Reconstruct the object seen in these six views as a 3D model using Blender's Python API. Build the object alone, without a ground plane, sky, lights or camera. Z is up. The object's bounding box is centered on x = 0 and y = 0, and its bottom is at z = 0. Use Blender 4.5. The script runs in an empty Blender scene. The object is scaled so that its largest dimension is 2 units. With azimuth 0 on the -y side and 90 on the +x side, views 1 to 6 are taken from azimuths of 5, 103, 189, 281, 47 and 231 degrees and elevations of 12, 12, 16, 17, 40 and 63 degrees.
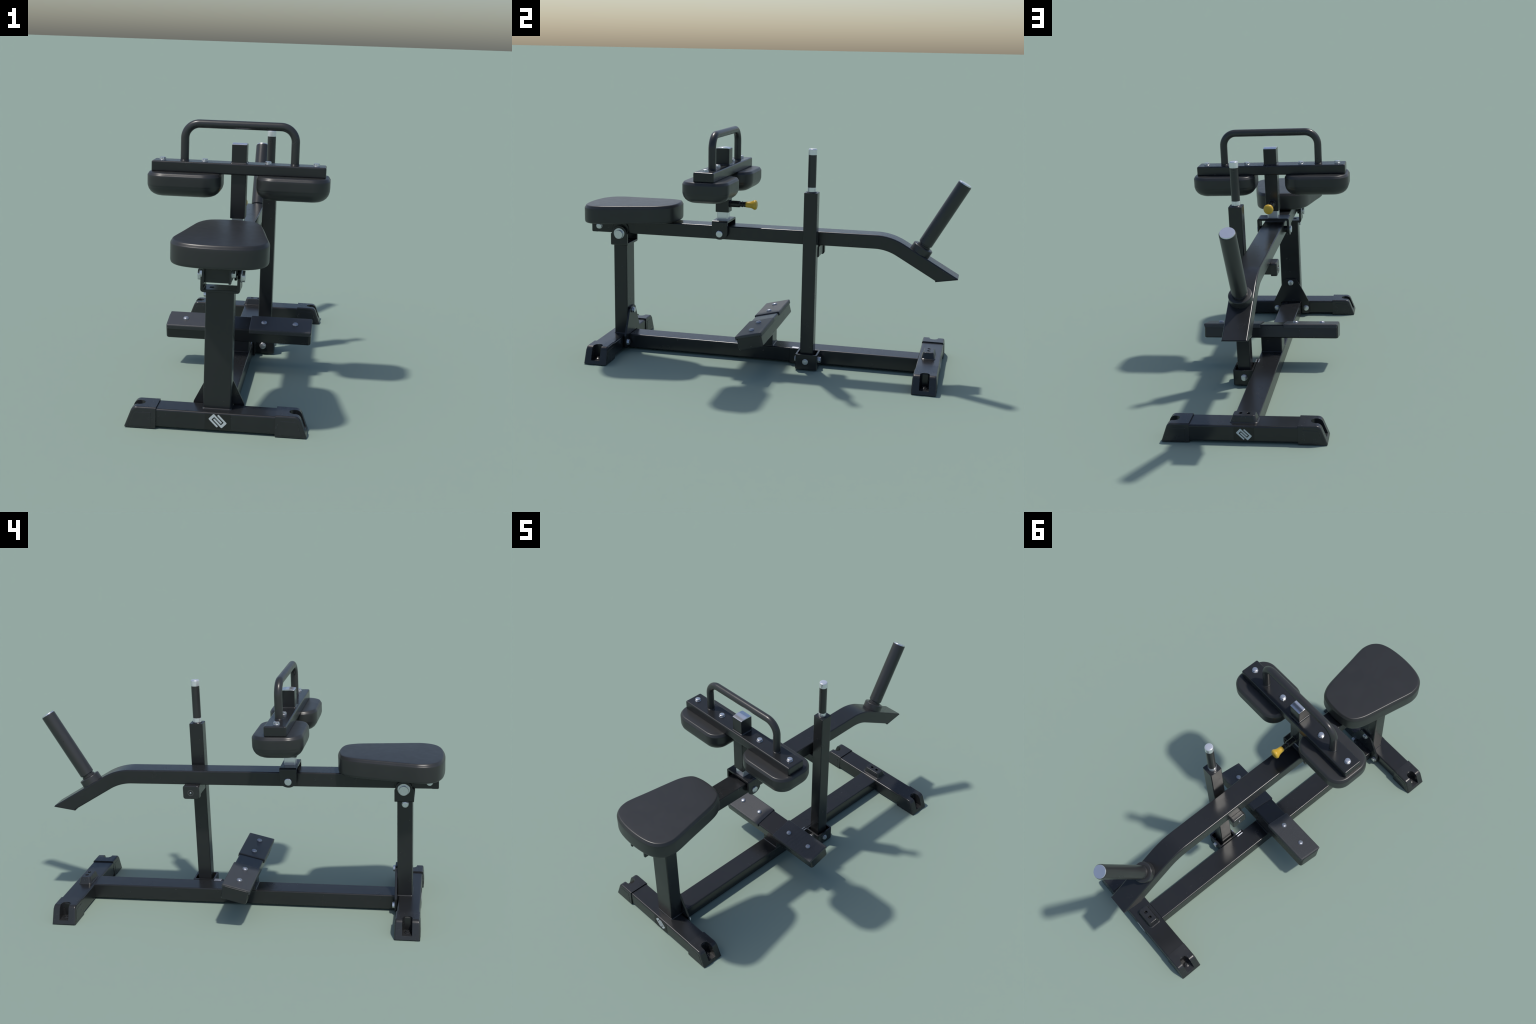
"""Seated calf raise machine: black painted steel frame, vinyl pads, zinc bolts, yellow pull knob.
Frame of reference: metres, z up, long side along y (seat at -y, weight sleeve at +y)."""
import bpy, bmesh, math
from math import sin, cos, pi, radians
from mathutils import Vector, Matrix

# ------------------------------------------------------------------ materials
def new_mat(name):
    m = bpy.data.materials.new(name)
    m.use_nodes = True
    nt = m.node_tree
    b = nt.nodes["Principled BSDF"]
    tc = nt.nodes.new("ShaderNodeTexCoord")
    return m, nt, b, tc.outputs["Object"]


def noise(nt, vec, scale, detail=3.0, rough=0.5, stretch=None):
    if stretch:
        mp = nt.nodes.new("ShaderNodeMapping")
        mp.inputs["Scale"].default_value = stretch
        nt.links.new(vec, mp.inputs["Vector"])
        vec = mp.outputs["Vector"]
    n = nt.nodes.new("ShaderNodeTexNoise")
    n.inputs["Scale"].default_value = scale
    n.inputs["Detail"].default_value = detail
    n.inputs["Roughness"].default_value = rough
    nt.links.new(vec, n.inputs["Vector"])
    return n.outputs["Fac"]


def ramp(nt, fac, stops):
    r = nt.nodes.new("ShaderNodeValToRGB")
    els = r.color_ramp.elements
    while len(els) < len(stops):
        els.new(0.5)
    for e, (p, c) in zip(els, stops):
        e.position = p
        e.color = c if len(c) == 4 else (*c, 1.0)
    nt.links.new(fac, r.inputs["Fac"])
    return r.outputs["Color"]


def map_range(nt, fac, a, b, lo, hi):
    n = nt.nodes.new("ShaderNodeMapRange")
    for k, v in zip(("From Min", "From Max", "To Min", "To Max"), (a, b, lo, hi)):
        n.inputs[k].default_value = v
    nt.links.new(fac, n.inputs["Value"])
    return n.outputs["Result"]


def bump(nt, b, fac, strength, dist):
    n = nt.nodes.new("ShaderNodeBump")
    n.inputs["Strength"].default_value = strength
    n.inputs["Distance"].default_value = dist
    nt.links.new(fac, n.inputs["Height"])
    nt.links.new(n.outputs["Normal"], b.inputs["Normal"])


def coated(name, dark, light, rough_lo, rough_hi, cloud=9.0, grain=420.0, bump_s=0.05, bump_d=0.0004, spec=0.5, chips=False):
    """matt coloured surface: faint clouding in the colour, faint gloss variation, fine grain"""
    m, nt, b, oc = new_mat(name)
    n1 = noise(nt, oc, cloud, 4.0)
    col = ramp(nt, n1, [(0.3, dark), (0.7, light)])
    if chips:                       # sparse tiny paint chips
        c = noise(nt, oc, 95.0, 1.0)
        mask = map_range(nt, c, 0.84, 0.87, 0.0, 1.0)
        mx = nt.nodes.new("ShaderNodeMix")
        mx.data_type = 'RGBA'
        nt.links.new(mask, mx.inputs["Factor"])
        nt.links.new(col, mx.inputs["A"])
        mx.inputs["B"].default_value = (0.16, 0.16, 0.155, 1)
        col = mx.outputs["Result"]
    nt.links.new(col, b.inputs["Base Color"])
    n2 = noise(nt, oc, cloud * 2.3, 3.0)
    nt.links.new(map_range(nt, n2, 0.3, 0.7, rough_lo, rough_hi), b.inputs["Roughness"])
    b.inputs["Specular IOR Level"].default_value = spec
    n3 = noise(nt, oc, grain, 2.0)
    bump(nt, b, n3, bump_s, bump_d)
    return m


PAINT = coated("black_powder_coat", (0.0165, 0.0177, 0.0192), (0.0190, 0.0202, 0.0217), 0.240, 0.275, grain=120.0, bump_s=0.004, bump_d=0.0002, chips=True)
PAINT_ROUND = coated("satin_black_tube", (0.0300, 0.0310, 0.0318), (0.0345, 0.0355, 0.0362), 0.27, 0.33, bump_s=0.02, bump_d=0.0002)
VINYL = coated("black_vinyl", (0.0255, 0.0264, 0.0272), (0.0285, 0.0294, 0.0302), 0.33, 0.38, 14.0, 900.0, 0.12, 0.0004, 0.5)
RUBBER = coated("black_rubber", (0.0210, 0.0222, 0.0238), (0.0255, 0.0268, 0.0285), 0.24, 0.28, 20.0, 250.0, 0.012, 0.0003)
GREY_RUBBER = coated("grey_rubber", (0.050, 0.052, 0.054), (0.060, 0.062, 0.064), 0.45, 0.55)
PLASTIC = coated("black_plastic", (0.012, 0.012, 0.0125), (0.016, 0.016, 0.0165), 0.25, 0.30)
DECAL = coated("dark_sticker", (0.010, 0.0102, 0.0095), (0.012, 0.0122, 0.0115), 0.45, 0.5)
LOGO = coated("pale_print", (0.55, 0.58, 0.60), (0.62, 0.65, 0.67), 0.45, 0.55)
YELLOW = coated("yellow_plastic", (0.64, 0.40, 0.040), (0.72, 0.46, 0.050), 0.30, 0.38, 30.0)
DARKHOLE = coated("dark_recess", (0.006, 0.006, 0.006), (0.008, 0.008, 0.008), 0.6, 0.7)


def knurled(name):
    """foot rubber with fine diagonal ribbing and fine paler grey grain"""
    m, nt, b, oc = new_mat(name)
    grain = noise(nt, oc, 260.0, 4.0, 0.65)
    col = ramp(nt, grain, [(0.3, (0.034, 0.0358, 0.0395)), (0.75, (0.064, 0.0670, 0.0725))])
    nt.links.new(col, b.inputs["Base Color"])
    b.inputs["Roughness"].default_value = 0.40
    w = nt.nodes.new("ShaderNodeTexWave")
    w.bands_direction = 'DIAGONAL'
    w.inputs["Scale"].default_value = 130.0
    w.inputs["Distortion"].default_value = 0.6
    nt.links.new(oc, w.inputs["Vector"])
    a = nt.nodes.new("ShaderNodeMath")
    a.operation = 'ADD'
    nt.links.new(w.outputs["Fac"], a.inputs[0])
    nt.links.new(grain, a.inputs[1])
    rub = noise(nt, oc, 90.0, 3.0, 0.6, (6.0, 0.8, 0.8))     # short ribs running over the lips
    a2 = nt.nodes.new("ShaderNodeMath")
    a2.operation = 'MULTIPLY_ADD'
    nt.links.new(rub, a2.inputs[0])
    a2.inputs[1].default_value = 1.6
    nt.links.new(a.outputs[0], a2.inputs[2])
    bump(nt, b, a2.outputs[0], 0.40, 0.0009)
    return m


def metal(name, col, rough, metallic=1.0):
    m, nt, b, oc = new_mat(name)
    n = noise(nt, oc, 60.0, 3.0)
    d = tuple(c * 0.97 for c in col)
    nt.links.new(ramp(nt, n, [(0.3, d), (0.7, col)]), b.inputs["Base Color"])
    nt.links.new(map_range(nt, n, 0.3, 0.7, rough * 0.95, rough * 1.05), b.inputs["Roughness"])
    b.inputs["Metallic"].default_value = metallic
    return m


KNURL = knurled("ribbed_foot_rubber")
ZINC = metal("zinc_plated_steel", (0.68, 0.70, 0.73), 0.28, 0.85)
DULL_ZINC = metal("dull_zinc", (0.40, 0.42, 0.47), 0.34, 0.75)
CHROME = metal("chrome", (0.86, 0.87, 0.90), 0.20, 0.65)  # base colour lightened for sky and sun reflected on the pin tip
STEEL_CAP = metal("brushed_steel_cap", (0.74, 0.76, 0.82), 0.24, 0.8)

# ------------------------------------------------------------------ object helpers
ROOT = bpy.data.objects.new("calf_raise_machine", None)
bpy.context.scene.collection.objects.link(ROOT)
ROOT["label"] = "black seated calf raise gym machine with padded seat and lever"
ROOT["category"] = "gym machine"
WORLD = {ROOT: Vector((0, 0, 0))}


def finish(bm, name, mat, parent, angle=38.0, weighted=True, bevel=None):
    """bmesh in world coordinates -> object with its origin at the part's centre, under its parent"""
    bmesh.ops.recalc_face_normals(bm, faces=bm.faces)
    lo = Vector([min(v.co[i] for v in bm.verts) for i in range(3)])
    hi = Vector([max(v.co[i] for v in bm.verts) for i in range(3)])
    c = (lo + hi) / 2
    bmesh.ops.translate(bm, verts=bm.verts, vec=-c)
    me = bpy.data.meshes.new(name)
    bm.to_mesh(me)
    bm.free()
    me.materials.append(mat)
    me.shade_smooth()
    me.set_sharp_from_angle(angle=radians(angle))
    ob = bpy.data.objects.new(name, me)
    bpy.context.scene.collection.objects.link(ob)
    attach(ob, parent, c)
    if bevel:
        md = ob.modifiers.new("edge_round", 'BEVEL')
        md.width, md.segments, md.limit_method, md.angle_limit = bevel, 2, 'ANGLE', radians(35)
        md.harden_normals = False
    if weighted:
        md = ob.modifiers.new("weighted_normal", 'WEIGHTED_NORMAL')
        md.keep_sharp = True
    return ob


def attach(ob, parent, world_pos):
    ob.parent = parent
    ob.location = Vector(world_pos) - WORLD[parent]
    WORLD[ob] = Vector(world_pos)


def loft(rings, caps=True, closed=True):
    bm = bmesh.new()
    vr = [[bm.verts.new(p) for p in r] for r in rings]
    n = len(vr[0])
    for a, b in zip(vr, vr[1:]):
        for i in range(n if closed else n - 1):
            j = (i + 1) % n
            bm.faces.new((a[i], a[j], b[j], b[i]))
    if caps:
        bm.faces.new(list(reversed(vr[0])))
        bm.faces.new(vr[-1])
    return bm


def rounded_rect(hw, hh, r, seg=4):
    pts = []
    for cx, cy, a0 in ((hw - r, hh - r, 0), (-hw + r, hh - r, 90), (-hw + r, -hh + r, 180), (hw - r, -hh + r, 270)):
        for k in range(seg + 1):
            a = radians(a0 + 90.0 * k / seg)
            pts.append((cx + r * cos(a), cy + r * sin(a)))
    return pts


def tube(lo, hi, axis, r=0.007, seg=4, end=0.0015):
    """rectangular steel tube along one axis with rounded long edges and slightly broken ends"""
    lo, hi = Vector(lo), Vector(hi)
    k = 'xyz'.index(axis)
    a, b = [i for i in range(3) if i != k]
    ca, cb = (lo[a] + hi[a]) / 2, (lo[b] + hi[b]) / 2
    ha, hb = (hi[a] - lo[a]) / 2, (hi[b] - lo[b]) / 2
    rings = []
    for pos, sh in ((lo[k], end), (lo[k] + end, 0), (hi[k] - end, 0), (hi[k], end)):
        ring = []
        for u, v in rounded_rect(ha - sh, hb - sh, r, seg):
            p = [0, 0, 0]
            p[k], p[a], p[b] = pos, ca + u, cb + v
            ring.append(p)
        rings.append(ring)
    return loft(rings)


def box(lo, hi, bev=0.003, seg=2):
    bm = bmesh.new()
    lo, hi = Vector(lo), Vector(hi)
    bmesh.ops.create_cube(bm, size=1.0, matrix=Matrix.Translation((lo + hi) / 2) @ Matrix.Diagonal((*(hi - lo), 1.0)))
    if bev:
        bmesh.ops.bevel(bm, geom=bm.edges[:], offset=bev, segments=seg, affect='EDGES', profile=0.5)
    return bm


def extrude_poly(pts, axis, d0, d1, bev=0.0):
    """2-D outline (the two other axes in xyz order) given thickness along axis"""
    k = 'xyz'.index(axis)
    a, b = [i for i in range(3) if i != k]

    def P(u, v, d):
        p = [0, 0, 0]
        p[k], p[a], p[b] = d, u, v
        return p
    bm = loft([[P(u, v, d0) for u, v in pts], [P(u, v, d1) for u, v in pts]])
    if bev:
        bmesh.ops.recalc_face_normals(bm, faces=bm.faces)
        es = [e for e in bm.edges if len(e.link_faces) == 2 and any(len(f.verts) > 4 or f in e.link_faces for f in e.link_faces)
              and abs(e.verts[0].co[k] - e.verts[1].co[k]) < 1e-6]
        bmesh.ops.bevel(bm, geom=es, offset=bev, segments=2, affect='EDGES', profile=0.5)
    return bm


def fillet(pts, radii, seg=5):
    """round the corners of a polygon"""
    out = []
    n = len(pts)
    for i, p in enumerate(pts):
        r = radii[i] if isinstance(radii, (list, tuple)) else radii
        p = Vector(p)
        if r <= 0:
            out.append(tuple(p))
            continue
        d0 = (Vector(pts[i - 1]) - p)
        d1 = (Vector(pts[(i + 1) % n]) - p)
        l0, l1 = d0.length, d1.length
        d0.normalize()
        d1.normalize()
        ang = d0.angle(d1)
        t = min(r / math.tan(ang / 2), l0 * 0.49, l1 * 0.49)
        rr = t * math.tan(ang / 2)
        c = p + (d0 + d1).normalized() * (rr / sin(ang / 2))
        s, e = p + d0 * t - c, p + d1 * t - c
        a0 = math.atan2(s.y, s.x)
        da = math.atan2(e.y, e.x) - a0
        while da > pi:
            da -= 2 * pi
        while da < -pi:
            da += 2 * pi
        for k in range(seg + 1):
            a = a0 + da * k / seg
            out.append((c.x + rr * cos(a), c.y + rr * sin(a)))
    return out


def lathe(profile, origin, direction, seg=40):
    """profile: (radius, distance along axis); capped at both ends"""
    d = Vector(direction).normalized()
    q = Vector((0, 0, 1)).rotation_difference(d)
    o = Vector(origin)
    rings = []
    for r, h in profile:
        rings.append([o + q @ Vector((r * cos(2 * pi * i / seg), r * sin(2 * pi * i / seg), h)) for i in range(seg)])
    return loft(rings)


def boolean(bm_a, bm_b, op):
    """exact boolean of two bmeshes, result as a new bmesh"""
    obs = []
    for bm in (bm_a, bm_b):
        bmesh.ops.recalc_face_normals(bm, faces=bm.faces)
        me = bpy.data.meshes.new("helper")
        bm.to_mesh(me)
        bm.free()
        ob = bpy.data.objects.new("helper", me)
        bpy.context.scene.collection.objects.link(ob)
        obs.append(ob)
    md = obs[0].modifiers.new("cut", 'BOOLEAN')
    md.operation, md.object, md.solver = op, obs[1], 'EXACT'
    dg = bpy.context.evaluated_depsgraph_get()
    me = bpy.data.meshes.new_from_object(obs[0].evaluated_get(dg))
    out = bmesh.new()
    out.from_mesh(me)
    bpy.data.meshes.remove(me)
    for ob in obs:
        m = ob.data
        bpy.data.objects.remove(ob)
        bpy.data.meshes.remove(m)
    bmesh.ops.remove_doubles(out, verts=out.verts, dist=1e-6)
    return out


def join(*bms):
    out = bmesh.new()
    for bm in bms:
        me = bpy.data.meshes.new("tmp")
        bmesh.ops.recalc_face_normals(bm, faces=bm.faces)
        bm.to_mesh(me)
        bm.free()
        out.from_mesh(me)
        bpy.data.meshes.remove(me)
    return out


# ------------------------------------------------------------------ bolts (shared meshes)
def share(bm, name, mat, angle=35):
    bmesh.ops.recalc_face_normals(bm, faces=bm.faces)
    me = bpy.data.meshes.new(name)
    bm.to_mesh(me)
    bm.free()
    me.materials.append(mat)
    me.shade_smooth()
    me.set_sharp_from_angle(angle=radians(angle))
    return me


def hex_ring(r, h, n=24):
    """points on a hexagon of corner radius r, resampled so it lofts into circles"""
    out = []
    for i in range(n):
        a = 2 * pi * i / n
        k = (a % (pi / 3)) - pi / 6
        rr = r * cos(pi / 6) / cos(k)
        out.append((rr * cos(a), rr * sin(a), h))
    return out


def circ(r, h, n=24):
    return [(r * cos(2 * pi * i / n), r * sin(2 * pi * i / n), h) for i in range(n)]


def make_cap_bolt():   # washer, hex nut, rounded dome; outer radius 1, height about 1
    w = loft([circ(1.0, -0.1), circ(1.0, 0.10), circ(0.95, 0.15), circ(0.5, 0.15)])
    h = loft([hex_ring(0.94, 0.1), hex_ring(0.94, 0.58), circ(0.84, 0.70), circ(0.76, 0.75), circ(0.30, 0.78)])
    return share(join(w, h), "cap_nut", ZINC)


def make_hex_bolt():   # washer and plain hex head
    w = loft([circ(1.0, -0.1), circ(1.0, 0.14), circ(0.95, 0.18), circ(0.5, 0.18)])
    h = loft([hex_ring(0.90, 0.15), hex_ring(0.90, 0.55), circ(0.76, 0.68), circ(0.3, 0.70)])
    return share(join(w, h), "hex_bolt", ZINC)


def make_button():     # domed button head
    return share(loft([circ(1.0, -0.1), circ(1.0, 0.1), circ(0.94, 0.28), circ(0.80, 0.44), circ(0.58, 0.55), circ(0.3, 0.58)]), "button_bolt", DULL_ZINC, 60)


def make_pivot():      # big washer with a stepped round head
    w = loft([circ(1.0, -0.1, 32), circ(1.0, 0.12, 32), circ(0.94, 0.18, 32), circ(0.6, 0.18, 32)])
    h = loft([circ(0.60, 0.10, 32), circ(0.60, 0.25, 32)])
    return share(join(w, h), "pivot_bolt", ZINC)


def make_disc():       # flat round bolt head with a chamfer
    return share(loft([circ(1.0, -0.1), circ(1.0, 0.40), circ(0.93, 0.55), circ(0.84, 0.62), circ(0.4, 0.63)]), "flat_bolt", ZINC, 40)


DISC = make_disc()
CAP_NUT, HEX_BOLT, BUTTON, PIVOT = make_cap_bolt(), make_hex_bolt(), make_button(), make_pivot()


def bolt(me, pos, direction, r, parent, name=None, height=None, spin=0.0):
    ob = bpy.data.objects.new(name or me.name, me)
    bpy.context.scene.collection.objects.link(ob)
    attach(ob, parent, pos)
    ob.rotation_mode = 'QUATERNION'
    q = Vector((0, 0, 1)).rotation_difference(Vector(direction).normalized())
    ob.rotation_quaternion = q @ Matrix.Rotation(spin, 3, 'Z').to_quaternion()
    ob.scale = (r, r, height or r)
    return ob


# ------------------------------------------------------------------ base: cross feet and spine
def foot_cap(side, yc, parent):
    """moulded rubber end cap: sloped nose, side draft, open bolt slot"""
    prof = fillet([(0.243, 0.0), (0.3730, 0.0), (0.3405, 0.0875), (0.243, 0.0880)], [0, 0.002, 0.026, 0], 7)
    half = lambda z: 0.0600 - 0.030 * z
    rings = []
    for s, sh in ((-1, 0.008), (-1, 0.0046), (-1, 0.0023), (-1, 0.0006), (-1, 0.0), (1, 0.0), (1, 0.0006), (1, 0.0023), (1, 0.0046), (1, 0.008)):
        dy = {0.008: 0.0, 0.0046: 0.0006, 0.0023: 0.0023, 0.0006: 0.0046, 0.0: 0.008}[sh]
        ring = []
        cx, cz = 0.30, 0.04
        for x, z in prof:
            xx = x if x < 0.2445 else x - sh * (1 if z > 0.001 else 0.3)
            zz = z - sh if z > 0.02 and x < 0.345 else z
            ring.append((side * xx, yc + s * (half(z) - dy), zz))
        rings.append(ring)
    body = loft(rings)
    slot = fillet([(0.296, -0.023), (0.42, -0.023), (0.42, 0.023), (0.296, 0.023)], [0.0225, 0, 0, 0.0225], 8)
    cut = extrude_poly([(side * x, yc + y) for x, y in slot], 'z', 0.019, 0.12)
    # panel lines on the flanks: shallow grooves following the side outline
    bm = boolean(body, cut, 'DIFFERENCE')
    ob = finish(bm, "rubber_foot_cap", RUBBER, parent, bevel=0.0028)
    for s in (-1, 1):               # slightly proud flank panel, as moulded
        pts = fillet([(0.262, 0.006), (0.353, 0.006), (0.331, 0.066), (0.262, 0.068)], [0.002, 0.003, 0.012, 0.003], 4)
        a = [(side * x, yc + s * (half(z) - 0.004), z) for x, z in pts]
        cxz = (0.30, 0.036)
        b = [(side * (x * 1.0), yc + s * (half(z) + 0.0002), z) for x, z in pts]
        c = [(side * (cxz[0] + (x - cxz[0]) * 0.96), yc + s * (half(z) + 0.0012), cxz[1] + (z - cxz[1]) * 0.95) for x, z in pts]
        finish(loft([a, b, c]), "cap_flank_panel", RUBBER, ob, 50)
    # bolt seated in the slot
    finish(lathe([(0.016, 0.0), (0.016, 0.003), (0.013, 0.005), (0.010, 0.005), (0.010, 0.009), (0.007, 0.011)],
                 (side * 0.326, yc, 0.018), (0, 0, 1), 24), "slot_screw", RUBBER, ob)
    return ob


def cross_foot(yc, name, hw):
    ob = finish(tube((-0.30, yc - hw, 0.005), (0.30, yc + hw, 0.082), 'x', 0.0085, 5), name, PAINT, ROOT)
    for s in (-1, 1):
        foot_cap(s, yc, ob)
    return ob


def emblem(yface, facing, xc, zc, k, patch, parent):
    """two interlocked open rectangles lying diagonally, printed on a dark sticker"""
    sx = 1 if facing < 0 else -1     # picture-right as seen from outside
    x0, x1 = patch
    finish(box((x0, min(yface, yface + facing * 0.0006) - 0.0004, 0.011), (x1, max(yface, yface + facing * 0.0006) + 0.0, 0.0765), 0),
           "emblem_sticker", DECAL, parent, weighted=False)
    d, e = Vector((0.70, -0.71)), Vector((0.69, 0.72))
    A0, A1, arm, short, R0, R1 = -0.0336, 0.0176, 0.0077, 0.0112, -0.0221, 0.0097
    shape = [(A0, R0), (A1, R0), (A1, R0 + arm), (A0 + short, R0 + arm), (A0 + short, R1 - arm), (A1, R1 - arm), (A1, R1), (A0, R1)]
    shape = fillet(shape, [0.004, 0.0022, 0.0022, 0.0008, 0.0008, 0.0022, 0.0022, 0.004], 4)
    for flip in (1, -1):
        pts = []
        for a, b in shape:
            v = (d * a + e * b) * flip * k
            pts.append((xc + sx * v.x, zc + v.y))
        y = yface + facing * 0.0006
        finish(extrude_poly(pts, 'y', y - facing * 0.0004, y + facing * 0.0007), "emblem_clip", LOGO, parent, weighted=False)


rear = cross_foot(0.8405, "cross_foot", 0.0570)
front = cross_foot(-0.8375, "cross_foot", 0.0540)
emblem(-0.8915, -1, 0.0105, 0.0480, 0.98, (-0.041, 0.062), front)
emblem(0.8975, 1, -0.004, 0.0425, 0.92, (-0.049, 0.042), rear)

spine = finish(tube((-0.057, -0.786, 0.007), (0.057, 0.786, 0.0815), 'y', 0.006), "base_beam", PAINT, ROOT)

# rubber bump stop on the far foot, with two screw holes
def bump_stop():
    rings = []
    for z, hx, hy, r in ((0.0818, 0.065, 0.037, 0.016), (0.0836, 0.0645, 0.0365, 0.016), (0.0862, 0.060, 0.033, 0.015),
                         (0.110, 0.0520, 0.0275, 0.013), (0.1145, 0.0495, 0.025, 0.012), (0.1160, 0.046, 0.0215, 0.010)):
        rings.append([(u, 0.836 + v, z) for u, v in rounded_rect(hx, hy, r, 5)])
    body = loft(rings)
    for x in (-0.018, 0.018):
        body = boolean(body, lathe([(0.0085, 0.0), (0.0085, 0.05)], (x, 0.836, 0.098), (0, 0, 1), 24), 'DIFFERENCE')
    ob = finish(body, "bump_stop", RUBBER, rear, 40, bevel=0.0012)
    for x in (-0.018, 0.018):
        finish(lathe([(0.0080, 0.0), (0.0080, 0.004), (0.005, 0.0065), (0.002, 0.0065)], (x, 0.836, 0.097), (0, 0, 1), 20), "stop_screw", PLASTIC, ob)


bump_stop()

# ------------------------------------------------------------------ seat post
post = finish(tube((-0.0565, -0.850, 0.0800), (0.0575, -0.777, 0.575), 'z', 0.006), "seat_post", PAINT, ROOT)
# weld bead at its foot
rings = []
for off, z in ((0.0035, 0.0820), (0.0028, 0.0840), (0.001, 0.0860), (-0.002, 0.0870)):
    rings.append([(0.0005 + u, -0.8135 + v, z) for u, v in rounded_rect(0.057 + off, 0.0365 + off, 0.008, 4)])
finish(loft(rings), "weld_bead", PAINT, post, 80)

g = [(-0.036, 0.226), (0.036, 0.226), (0.106, 0.084), (0.107, 0.012), (0.061, 0.012), (0.061, 0.0835), (-0.061, 0.0835), (-0.061, 0.012), (-0.107, 0.012), (-0.106, 0.084)]
gus = finish(extrude_poly(fillet(g, [0.026, 0.026, 0.02, 0.012, 0.004, 0.004, 0.004, 0.004, 0.012, 0.02], 6), 'y', -0.7775, -0.7665, 0.0012),
             "gusset_plate", PAINT, post, 30)
for x, z in ((0, 0.203), (-0.0865, 0.0455), (0.0865, 0.0455)):
    bolt(CAP_NUT, (x, -0.7665, z), (0, 1, 0), 0.0165, gus, height=0.016, spin=x)

# U bracket carrying the pivot
def u_bracket(y0, y1, x, z0, t, z1, side_profile, up=True):
    """bent plate: U section across x, its flanks trimmed to side_profile (y, z)"""
    s = 1 if up else -1
    u = [(-x, z0), (x, z0), (x, z1), (x - t, z1), (x - t, z0 + s * t), (-x + t, z0 + s * t), (-x + t, z1), (-x, z1)]
    u = fillet(u, [0.011, 0.011, 0, 0, 0.003, 0.003, 0, 0], 5)
    a = extrude_poly(u, 'y', y0, y1)
    b = extrude_poly(side_profile, 'x', -0.2, 0.2)
    return boolean(a, b, 'INTERSECT')


PIV = (-0.809, 0.638)
lobe = [(PIV[0] + 0.040 * cos(a), PIV[1] + 0.040 * sin(a)) for a in [radians(8 + 164 * k / 20) for k in range(21)]]
side = [(-0.857, 0.560), (-0.765, 0.560), (-0.765, 0.634), (-0.768, 0.6375)] + lobe + [(-0.852, 0.6385), (-0.857, 0.634)]
ub_bm = u_bracket(-0.87, -0.75, 0.0793, 0.572, 0.0115, 0.72, side)
bmesh.ops.translate(ub_bm, verts=ub_bm.verts, vec=(0.0015, 0, 0))
ub = finish(ub_bm, "pivot_bracket", PAINT, post, 30, bevel=0.0012)
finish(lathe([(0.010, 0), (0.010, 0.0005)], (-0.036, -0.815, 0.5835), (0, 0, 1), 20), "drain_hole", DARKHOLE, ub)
for s in (-1, 1):
    bolt(PIVOT, (s * 0.0793 + 0.0015, PIV[0], PIV[1]), (s, 0, 0), 0.0295, post, height=0.026)
    finish(lathe([(0.0232, 0.0), (0.0232, 0.010), (0.0222, 0.012), (0.008, 0.0122)], (s * 0.0828 + 0.0015, PIV[0], PIV[1] - 0.0045), (s, 0, 0), 36), "pivot_head", ZINC, post)
bolt(CAP_NUT, (-0.0560, -0.815, 0.557), (-1, 0, 0), 0.0165, post, height=0.016, spin=0.3)

# ------------------------------------------------------------------ lever arm
HALF_W, ARM_Z, ARM_H = 0.0565, 0.6700, 0.0356


def lever_arm():
    """rectangular tube, straight then bent 30 degrees down; horizontal cut at the far end"""
    bend_r, bend_a, corner = 0.26, radians(30.0), 0.610
    t = bend_r * math.tan(bend_a / 2)
    path = []                                     # (y, z, tangent angle)
    y0 = -0.946
    for y in (y0, y0 + 0.0015, -0.3, 0.2, corner - t):
        path.append((y, ARM_Z, 0.0))
    for k in range(1, 13):
        a = bend_a * k / 12
        path.append((corner - t + bend_r * sin(a), ARM_Z - bend_r * (1 - cos(a)), a))
    sec = rounded_rect(HALF_W, ARM_H, 0.007, 4)
    rings = []
    for i, (y, z, a) in enumerate(path):
        sh = 0.0015 if i == 0 else 0.0
        rings.append([(u * (1 - sh / HALF_W), y + v * sin(a), z + v * cos(a)) for u, v in sec])
    # far end: each section point runs along the slope to the cut plane through (.962,.5085) and (.852,.489)
    d = Vector((cos(bend_a), -sin(bend_a)))
    nrm = Vector((0.489 - 0.5085, -(0.852 - 0.962)))
    q = Vector((0.962, 0.5085))
    yl, zl, a = path[-1]
    end = []
    for u, v in sec:
        p = Vector((yl + v * sin(a), zl + v * cos(a)))
        s = (q - p).dot(nrm) / d.dot(nrm)
        p = p + d * s
        end.append((u, p.x, p.y))
    rings.append(end)
    return loft(rings)


arm = finish(lever_arm(), "lever_arm", PAINT, ROOT, 30)
# thin plate closing the cut end
dv = (Vector((0.852, 0.489)) - Vector((0.962, 0.5085))).normalized()
nv = Vector((-dv.y, dv.x))
if nv.y > 0:
    nv = -nv
q0, q1 = Vector((0.9615, 0.5070)), Vector((0.962, 0.5085)) + dv * 0.1140
plate = [tuple(q0), tuple(q1), tuple(q1 + nv * 0.004), tuple(q0 + nv * 0.004)]
finish(extrude_poly(plate, 'x', -HALF_W, HALF_W), "end_plate", PAINT, arm, 30, bevel=0.0012)

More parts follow.
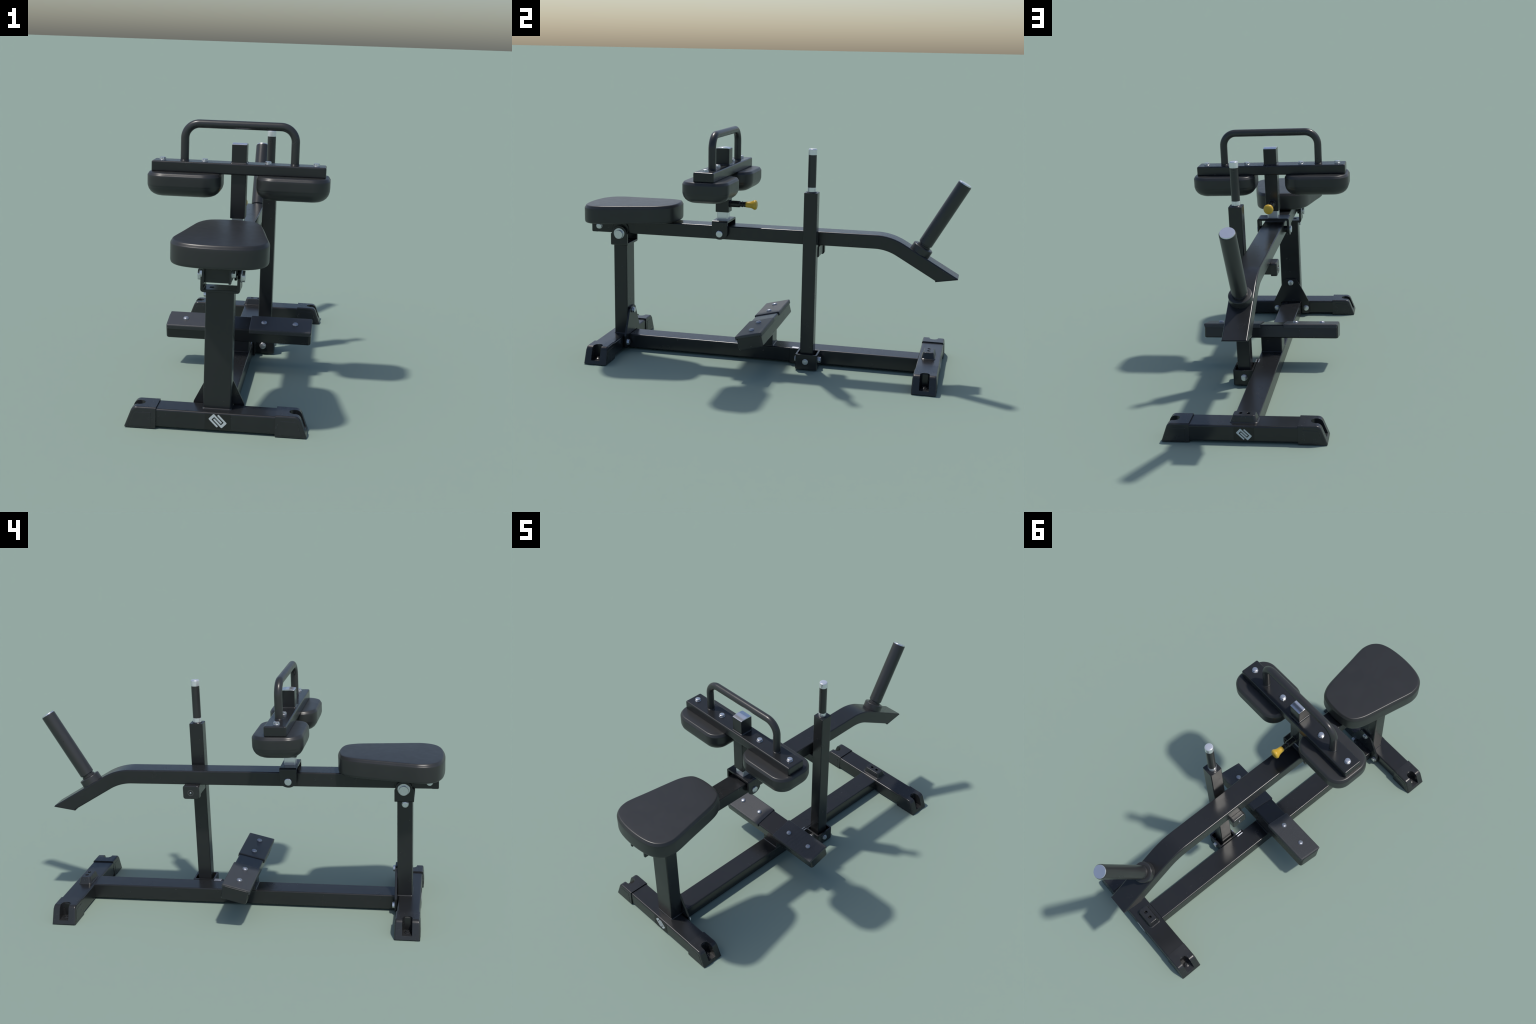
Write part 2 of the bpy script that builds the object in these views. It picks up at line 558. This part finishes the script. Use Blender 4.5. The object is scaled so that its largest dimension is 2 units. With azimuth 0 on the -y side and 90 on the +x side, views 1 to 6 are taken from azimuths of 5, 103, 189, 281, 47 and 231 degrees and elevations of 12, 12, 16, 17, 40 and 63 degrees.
# open fork at the seat end
for s in (-1, 1):
    pts = fillet([(-0.972, 0.635), (-0.940, 0.635), (-0.940, 0.7050), (-0.972, 0.7050)], [0.006, 0, 0, 0.004], 4)
    x1 = s * HALF_W
    finish(extrude_poly(pts, 'x', x1 - s * 0.009, x1 - s * 0.0002, 0.001), "fork_cheek", PAINT, arm, 30)
for s in (-1, 1):
    bolt(CAP_NUT, (s * HALF_W, -0.929, 0.6685), (s, 0, 0), 0.0165, arm, height=0.018, spin=0.2)
    finish(lathe([(0.044, 0), (0.044, 0.006), (0.042, 0.008), (0.024, 0.008), (0.024, 0.0135)], (s * (HALF_W - 0.001), PIV[0], 0.6595), (s, 0, 0), 40),
           "pivot_boss", PAINT, arm)

# weight sleeve
AX = Vector((0, 0.5, 0.866)).normalized()
foot = Vector((0, 0.7625, 0.6185))
sleeve_parts = [
    ("sleeve_collar", PAINT_ROUND, [(0.0530, -0.020), (0.0530, 0.034), (0.0518, 0.0365), (0.0490, 0.0385), (0.0385, 0.0390), (0.036, 0.040)]),
    ("sleeve_neck", PAINT_ROUND, [(0.0335, 0.030), (0.0335, 0.046), (0.0300, 0.048), (0.0300, 0.052), (0.0325, 0.053), (0.0325, 0.058)]),
    ("weight_sleeve", PAINT_ROUND, [(0.0300, 0.054), (0.0345, 0.0545), (0.0360, 0.0565), (0.0360, 0.398), (0.0360, 0.4065), (0.0352, 0.4100), (0.0325, 0.4105)]),
]
col = None
for nm, mt, pr in sleeve_parts:
    o = finish(lathe(pr, foot, AX, 56), nm, mt, col or arm, 40)
    col = col or o
finish(lathe([(0.0330, 0.406), (0.0330, 0.4140), (0.0318, 0.4157), (0.010, 0.4159)], foot, AX, 56), "sleeve_cap", STEEL_CAP, col, 50)

# ------------------------------------------------------------------ upholstery
def pad(outline, rings, crown=0.0):
    """cushion: plan outline (convex) inset ring by ring; rings are (inset, z)"""
    n = len(outline)
    P = [Vector(p) for p in outline]
    nrm = []
    for i in range(n):
        t = (P[(i + 1) % n] - P[i - 1]).normalized()
        nrm.append(Vector((-t.y, t.x)))          # inward for counter-clockwise outlines
    cen = sum(P, Vector((0, 0))) / n
    out = []
    for ins, z in rings:
        out.append([(P[i].x + nrm[i].x * ins, P[i].y + nrm[i].y * ins, z) for i in range(n)])
    top = rings[-1]
    for k in (0.75, 0.45, 0.15):
        out.append([(cen.x + (p[0] - cen.x) * k, cen.y + (p[1] - cen.y) * k, top[1] + crown * (1 - k * k)) for p in out[len(rings) - 1]])
    return loft(out)


def dense(poly, step=0.008):
    """resample a closed polyline evenly"""
    out = []
    n = len(poly)
    for i in range(n):
        a, b = Vector(poly[i]), Vector(poly[(i + 1) % n])
        m = max(1, int((b - a).length / step + 0.5))
        for k in range(m):
            out.append(tuple(a + (b - a) * k / m))
    return out


def seat_outline():
    """tapered saddle: wide bowed front (towards -y), narrow bowed back"""
    right = [(0.000, -1.0000), (0.070, -0.9955), (0.120, -0.9845), (0.157, -0.9650), (0.184, -0.9310), (0.1940, -0.8900), (0.1915, -0.8500),
             (0.1745, -0.7600), (0.1550, -0.6500), (0.1410, -0.5830), (0.1215, -0.5390), (0.0960, -0.5120), (0.0520, -0.4985), (0.000, -0.4945)]
    pts = right + [(-x, y) for x, y in reversed(right[1:-1])]
    # smooth closed Catmull-Rom
    out = []
    n = len(pts)
    for i in range(n):
        p0, p1, p2, p3 = (Vector(pts[(i + k) % n]) for k in (-1, 0, 1, 2))
        for k in range(6):
            t = k / 6
            out.append(tuple(0.5 * ((2 * p1) + (p2 - p0) * t + (2 * p0 - 5 * p1 + 4 * p2 - p3) * t * t + (3 * p1 - p0 - 3 * p2 + p3) * t ** 3)))
    return out


seat_bm = pad(seat_outline(), [(0.060, 0.7045), (0.0110, 0.7045), (0.0060, 0.7055), (0.0025, 0.7085), (0.0008, 0.7130), (0.0, 0.7200), (0.0, 0.7700),
                               (0.0, 0.7820), (0.0006, 0.7845), (0.0018, 0.7858), (0.0026, 0.7870), (0.0052, 0.7920), (0.0078, 0.7958), (0.0098, 0.7972),
                               (0.0125, 0.7979), (0.0155, 0.7981), (0.0400, 0.7984)], 0.0012)
for v in seat_bm.verts:               # the cushion leans forward a little
    v.co.z += (v.co.y + 0.75) * 0.030
seat = finish(seat_bm, "seat_pad", VINYL, ROOT, 60, weighted=False)

# ------------------------------------------------------------------ knee pad assembly
mast = finish(tube((-0.0315, -0.2945, 0.7735), (0.0350, -0.2240, 1.1035), 'z', 0.003, 3), "height_post", PAINT, ROOT)
crown = [(-0.2938, 1.1030)] + [(-0.2938 + 0.0691 * k / 12, 1.1045 + 0.0042 * (1 - (k / 6 - 1) ** 2)) for k in range(13)] + [(-0.2247, 1.1030)]
finish(extrude_poly(crown, 'x', -0.0308, 0.0343), "post_cap", STEEL_CAP, mast, 50, bevel=0.0008)
finish(tube((-0.0270, -0.2875, 0.733), (0.0305, -0.2320, 0.800), 'z', 0.005), "inner_post", CHROME, mast)
YC = -0.2585
lob = []
for k in range(17):
    a = radians(200 + 140 * k / 16)
    lob.append((YC + 0.042 * cos(a), 0.6740 + 0.0365 * sin(a)))
side = [(YC + 0.0415, 0.7355), (YC - 0.0415, 0.7355), (YC - 0.0415, 0.680)] + lob + [(YC + 0.0415, 0.680)]
yoke = finish(u_bracket(YC - 0.05, YC + 0.05, 0.0845, 0.7350, 0.0120, 0.60, side, up=False), "pivot_yoke", PAINT, mast, 30, bevel=0.0012)
for s in (-1, 1):
    bolt(DISC, (s * 0.0845, YC, 0.6675), (s, 0, 0), 0.0180, yoke, height=0.012)
    finish(lathe([(0.0175, 0), (0.0175, 0.018)], (s * 0.0560, YC, 0.6675), (s, 0, 0), 28), "yoke_spacer", PLASTIC, yoke)

# pull pin
KZ, KX = 0.8155, 0.0005
pin = finish(lathe([(0.0195, 0.0), (0.0195, 0.006), (0.0170, 0.0075), (0.0170, 0.050), (0.0158, 0.054), (0.0128, 0.056), (0.0128, 0.061), (0.0150, 0.063), (0.0150, 0.069),
                    (0.0128, 0.071), (0.0128, 0.075), (0.0140, 0.077), (0.0140, 0.090)], (KX, -0.225, KZ), (0, 1, 0), 32), "pull_pin_barrel", PLASTIC, mast, 40)
finish(lathe([(0.0100, 0.084), (0.0135, 0.0845), (0.0150, 0.087), (0.0158, 0.096), (0.0168, 0.108), (0.0190, 0.117), (0.0225, 0.124), (0.0252, 0.129), (0.0258, 0.133),
              (0.0245, 0.138), (0.0215, 0.1415), (0.0150, 0.1440), (0.0050, 0.1448)], (KX, -0.225, KZ), (0, 1, 0), 36), "pull_knob", YELLOW, pin, 60)

bar = finish(box((-0.388, -0.3085, 0.970), (0.388, -0.2055, 1.0200), 0.0075, 4), "pad_crossbar", PAINT, mast)
# raised foot under mast where it meets the bar
rings = []
for off, z in ((0.005, 1.0198), (0.0035, 1.0225), (0.001, 1.0245), (-0.002, 1.0255)):
    rings.append([(0.00175 + u, -0.25925 + v, z) for u, v in rounded_rect(0.0333 + off, 0.0353 + off, 0.006, 4)])
finish(loft(rings), "weld_bead", PAINT, bar, 80)


def knee_pad(x0, x1):
    hx, hy, r = (x1 - x0) / 2, 0.1180, 0.080
    pts = dense([((x0 + x1) / 2 + u, YC + v) for u, v in rounded_rect(hx, hy, r, 14)], 0.012)
    return finish(pad(pts, [(0.075, 0.8655), (0.055, 0.8662), (0.040, 0.8690), (0.026, 0.8750), (0.0145, 0.8840), (0.0060, 0.8960), (0.0022, 0.9065), (0.0016, 0.9095), (0.0018, 0.9105),
                            (0.0006, 0.9120), (0.0, 0.9200), (0.0, 0.9500), (0.0, 0.9575), (0.0006, 0.9597), (0.0018, 0.9609), (0.0026, 0.9620), (0.0050, 0.9662), (0.0075, 0.9696), (0.0095, 0.9710), (0.0120, 0.9718),
                            (0.0150, 0.9721), (0.0400, 0.9725)]), "knee_pad", VINYL, bar, 60, weighted=False)


knee_pad(-0.4050, -0.0730)
knee_pad(0.0810, 0.4085)

# handle: bent round bar
def bent_bar(path, r, seg=24):
    rings = []
    for i, p in enumerate(path):
        t = (Vector(path[min(i + 1, len(path) - 1)]) - Vector(path[max(i - 1, 0)])).normalized()
        s = Vector((0, 1, 0))
        u = t.cross(s)
        rings.append([Vector(p) + s * (r * cos(2 * pi * k / seg)) + u * (r * sin(2 * pi * k / seg)) for k in range(seg)])
    return loft(rings)


HX, HY, HT, HR = 0.2470, -0.2530, 1.1855, 0.066
path = [(-HX, HY, 1.012), (-HX, HY, 1.06)]
for k in range(13):
    a = pi - (pi / 2) * k / 12
    path.append((-HX + HR + HR * cos(a), HY, HT - HR + HR * sin(a)))
for k in range(13):
    a = pi / 2 - (pi / 2) * k / 12
    path.append((HX - HR + HR * cos(a), HY, HT - HR + HR * sin(a)))
path += [(HX, HY, 1.06), (HX, HY, 1.012)]
hnd = finish(bent_bar(path, 0.0188), "handle", PAINT_ROUND, bar, 60, weighted=False)
for s in (-1, 1):
    finish(lathe([(0.0215, 0), (0.0205, 0.0025), (0.0185, 0.005)], (s * HX, HY, 1.0198), (0, 0, 1), 32), "weld_bead", PAINT, hnd, 80)
for x in (-0.345, -0.155, 0.129, 0.344):
    bolt(CAP_NUT, (x, YC, 1.0200), (0, 0, 1), 0.0158, bar, height=0.0150, spin=x * 3)

# ------------------------------------------------------------------ side upright with safety pin
up = finish(tube((0.0725, 0.1900, 0.008), (0.1385, 0.2580, 0.912), 'z', 0.005), "upright", PAINT, ROOT)
sock = [(0.058, 0.121), (0.058, 0.2825), (0.1590, 0.2825), (0.1590, 0.1700), (0.0665, 0.1700), (0.0665, 0.121)]
hole = [(0.0665, 0.1790), (0.1500, 0.1790), (0.1500, 0.2735), (0.0665, 0.2735)]
s_bm = extrude_poly(fillet(sock, [0, 0, 0.007, 0.007, 0.003, 0.002], 4), 'z', 0.004, 0.0825)
s_bm = boolean(s_bm, extrude_poly(fillet(hole, 0.004, 4), 'z', -0.01, 0.2), 'DIFFERENCE')
socket = finish(s_bm, "upright_socket", PAINT, up, 30, bevel=0.0015)
for x in (0.0475, 0.0615):  # bright glints along the flange's rounded edges, modelled as two thin rods
    finish(lathe([(0.0012, 0.0), (0.0028, 0.0012), (0.0034, 0.003), (0.0034, 0.037), (0.0028, 0.0388), (0.0012, 0.040)], (x, 0.1310, 0.0820), (0, 1, 0), 16),
           "edge_glint_rod", DULL_ZINC, socket, 60)
bolt(HEX_BOLT, (0.1590, 0.2225, 0.0445), (1, 0, 0), 0.0150, socket, height=0.014, spin=0.4)
bolt(CAP_NUT, (0.1015, 0.1700, 0.0430), (0, -1, 0), 0.0165, socket, height=0.016)
bolt(CAP_NUT, (0.1030, 0.2825, 0.0450), (0, 1, 0), 0.0165, socket, height=0.016)
finish(box((0.0700, 0.176, 0.006), (0.1450, 0.277, 0.012), 0), "socket_floor", PAINT, socket, weighted=False)

# stop arm reaching under the lever
stop = finish(tube((-0.072, 0.1920, 0.5760), (0.0735, 0.2630, 0.6320), 'x', 0.006), "stop_arm", PAINT, up)
rings = []
for x, sh in ((-0.0550, 0.0), (-0.0800, 0.0), (-0.0840, 0.0015), (-0.0860, 0.005)):
    rings.append([(x, 0.2275 + u, 0.6030 + v) for u, v in rounded_rect(0.0415 - sh, 0.0345 - sh, 0.012, 5)])
cap = finish(loft(rings), "stop_arm_cap", RUBBER, stop, 50)
ring_prof = []
bmr = bmesh.new()
for (ri, ro, h) in ((0.0112, 0.0158, 0.0014),):
    seg = 36
    lay = []
    for r, x in ((ri, 0.0), (ri + 0.0006, -h), (ro - 0.0006, -h), (ro, 0.0)):
        lay.append([bmr.verts.new((-0.0859 + x, 0.2295 + r * cos(2 * pi * i / seg), 0.6010 + r * sin(2 * pi * i / seg))) for i in range(seg)])
    for a, b in zip(lay, lay[1:]):
        for i in range(seg):
            j = (i + 1) % seg
            bmr.faces.new((a[i], a[j], b[j], b[i]))
finish(bmr, "cap_ring", GREY_RUBBER, cap, 40, weighted=False)
bolt(BUTTON, (-0.0859, 0.2295, 0.6010), (-1, 0, 0), 0.0048, cap, height=0.004)
finish(box((-0.0700, 0.2010, 0.6310), (0.050, 0.2560, 0.6352), 0.0015), "stop_cushion", RUBBER, stop)

PX, PY = 0.1050, 0.2230
sp = finish(lathe([(0.0200, 0.905), (0.0212, 0.9135), (0.0212, 0.9370), (0.019, 0.9372)], (PX, PY, 0), (0, 0, 1), 40), "safety_pin_base", CHROME, up)
finish(lathe([(0.0200, 0.933), (0.0205, 0.9345), (0.0205, 1.1000), (0.0200, 1.1015)], (PX, PY, 0), (0, 0, 1), 40), "safety_pin_grip", PAINT_ROUND, sp)
finish(lathe([(0.019, 1.0985), (0.0215, 1.0990), (0.0215, 1.1240), (0.0200, 1.1275), (0.0175, 1.1292), (0.006, 1.1296)], (PX, PY, 0), (0, 0, 1), 40), "safety_pin_tip", CHROME, sp, 45)
finish(lathe([(0.0270, 0.9110), (0.0255, 0.9140), (0.0215, 0.9160)], (PX, PY, 0), (0, 0, 1), 40), "weld_bead", PAINT, up, 80)

# ------------------------------------------------------------------ foot rest
TILT = radians(14.0)
FO = Vector((0, -0.035, 0.222))


def F(x, u, n):
    """foot-rest frame: x across, u along the tread, n out of it (0 = rubber surface)"""
    return (x, FO.y + u * cos(TILT) - n * sin(TILT), FO.z + u * sin(TILT) + n * cos(TILT))


stem = finish(tube((-0.0545, -0.0670, 0.0805), (0.0545, 0.0265, 0.176), 'z', 0.006), "footrest_stem", PAINT, ROOT)
rings = []
for off, z in ((0.005, 0.0813), (0.004, 0.0840), (0.002, 0.0860), (-0.002, 0.0875)):
    rings.append([(u, -0.02025 + v, z) for u, v in rounded_rect(0.0545 + off * 0.2, 0.04675 + off, 0.007, 4)])
finish(loft(rings), "weld_bead", PAINT, stem, 80)

rings = []
for x, sh in ((-0.3495, 0.012), (-0.3480, 0.0065), (-0.3435, 0.002), (-0.3375, 0.0), (0.3375, 0.0), (0.3435, 0.002), (0.3480, 0.0065), (0.3495, 0.012)):
    rings.append([F(x, u * (1 - sh / 0.0640), -0.0400 + v * (1 - 0.35 * sh / 0.0350)) for u, v in rounded_rect(0.0640, 0.0350, 0.007, 4)])
tread = finish(loft(rings), "footrest_bar", PAINT, stem, 35)


def foot_rubber(x0, x1):
    """ribbed rubber tread with lips folded over both long edges"""
    w, lip, t = 0.0695, 0.0215, 0.0055
    sec = fillet([(-w, -lip), (-w + 0.0055, -lip), (-w + 0.0055, -t), (w - 0.0055, -t), (w - 0.0055, -lip), (w, -lip), (w, 0.0), (-w, 0.0)],
                 [0.001, 0.001, 0, 0, 0.001, 0.001, 0.007, 0.007], 4)
    rings = []
    for x, k in ((x0, 0.0025), (x0 + 0.0012, 0.0010), (x0 + 0.004, 0.0), (x1 - 0.004, 0.0), (x1 - 0.0012, 0.0010), (x1, 0.0025)):
        rings.append([F(x, u * (1 - k / w), min(n, -k) if n > -0.004 else n) for u, n in sec])
    body = loft(rings)
    out = x1 if abs(x1) > abs(x0) else x0                    # lip folded over the outer end
    s = 1 if out > 0 else -1
    end = []
    for x, k in ((out - s * 0.006, 0.0), (out - s * 0.0005, 0.0), (out + s * 0.0018, 0.0012), (out + s * 0.0030, 0.0040)):
        end.append([F(x, u * (1 - k / w) * 0.985, -0.0075 + v * (1 - k / 0.0085) - 0.0006) for u, v in rounded_rect(w, 0.0072, 0.004, 4)])
    return finish(join(body, loft(end)), "foot_rubber", KNURL, tread, 40)


for x0, x1, bs in ((0.0530, 0.3480, (0.120, 0.271)), (-0.3430, -0.0670, (-0.123, -0.261))):
    fr = foot_rubber(x0, x1)
    for bx in bs:
        bolt(BUTTON, F(bx, 0.0005, 0.0), (0, -sin(TILT), cos(TILT)), 0.0142, fr, height=0.0150)
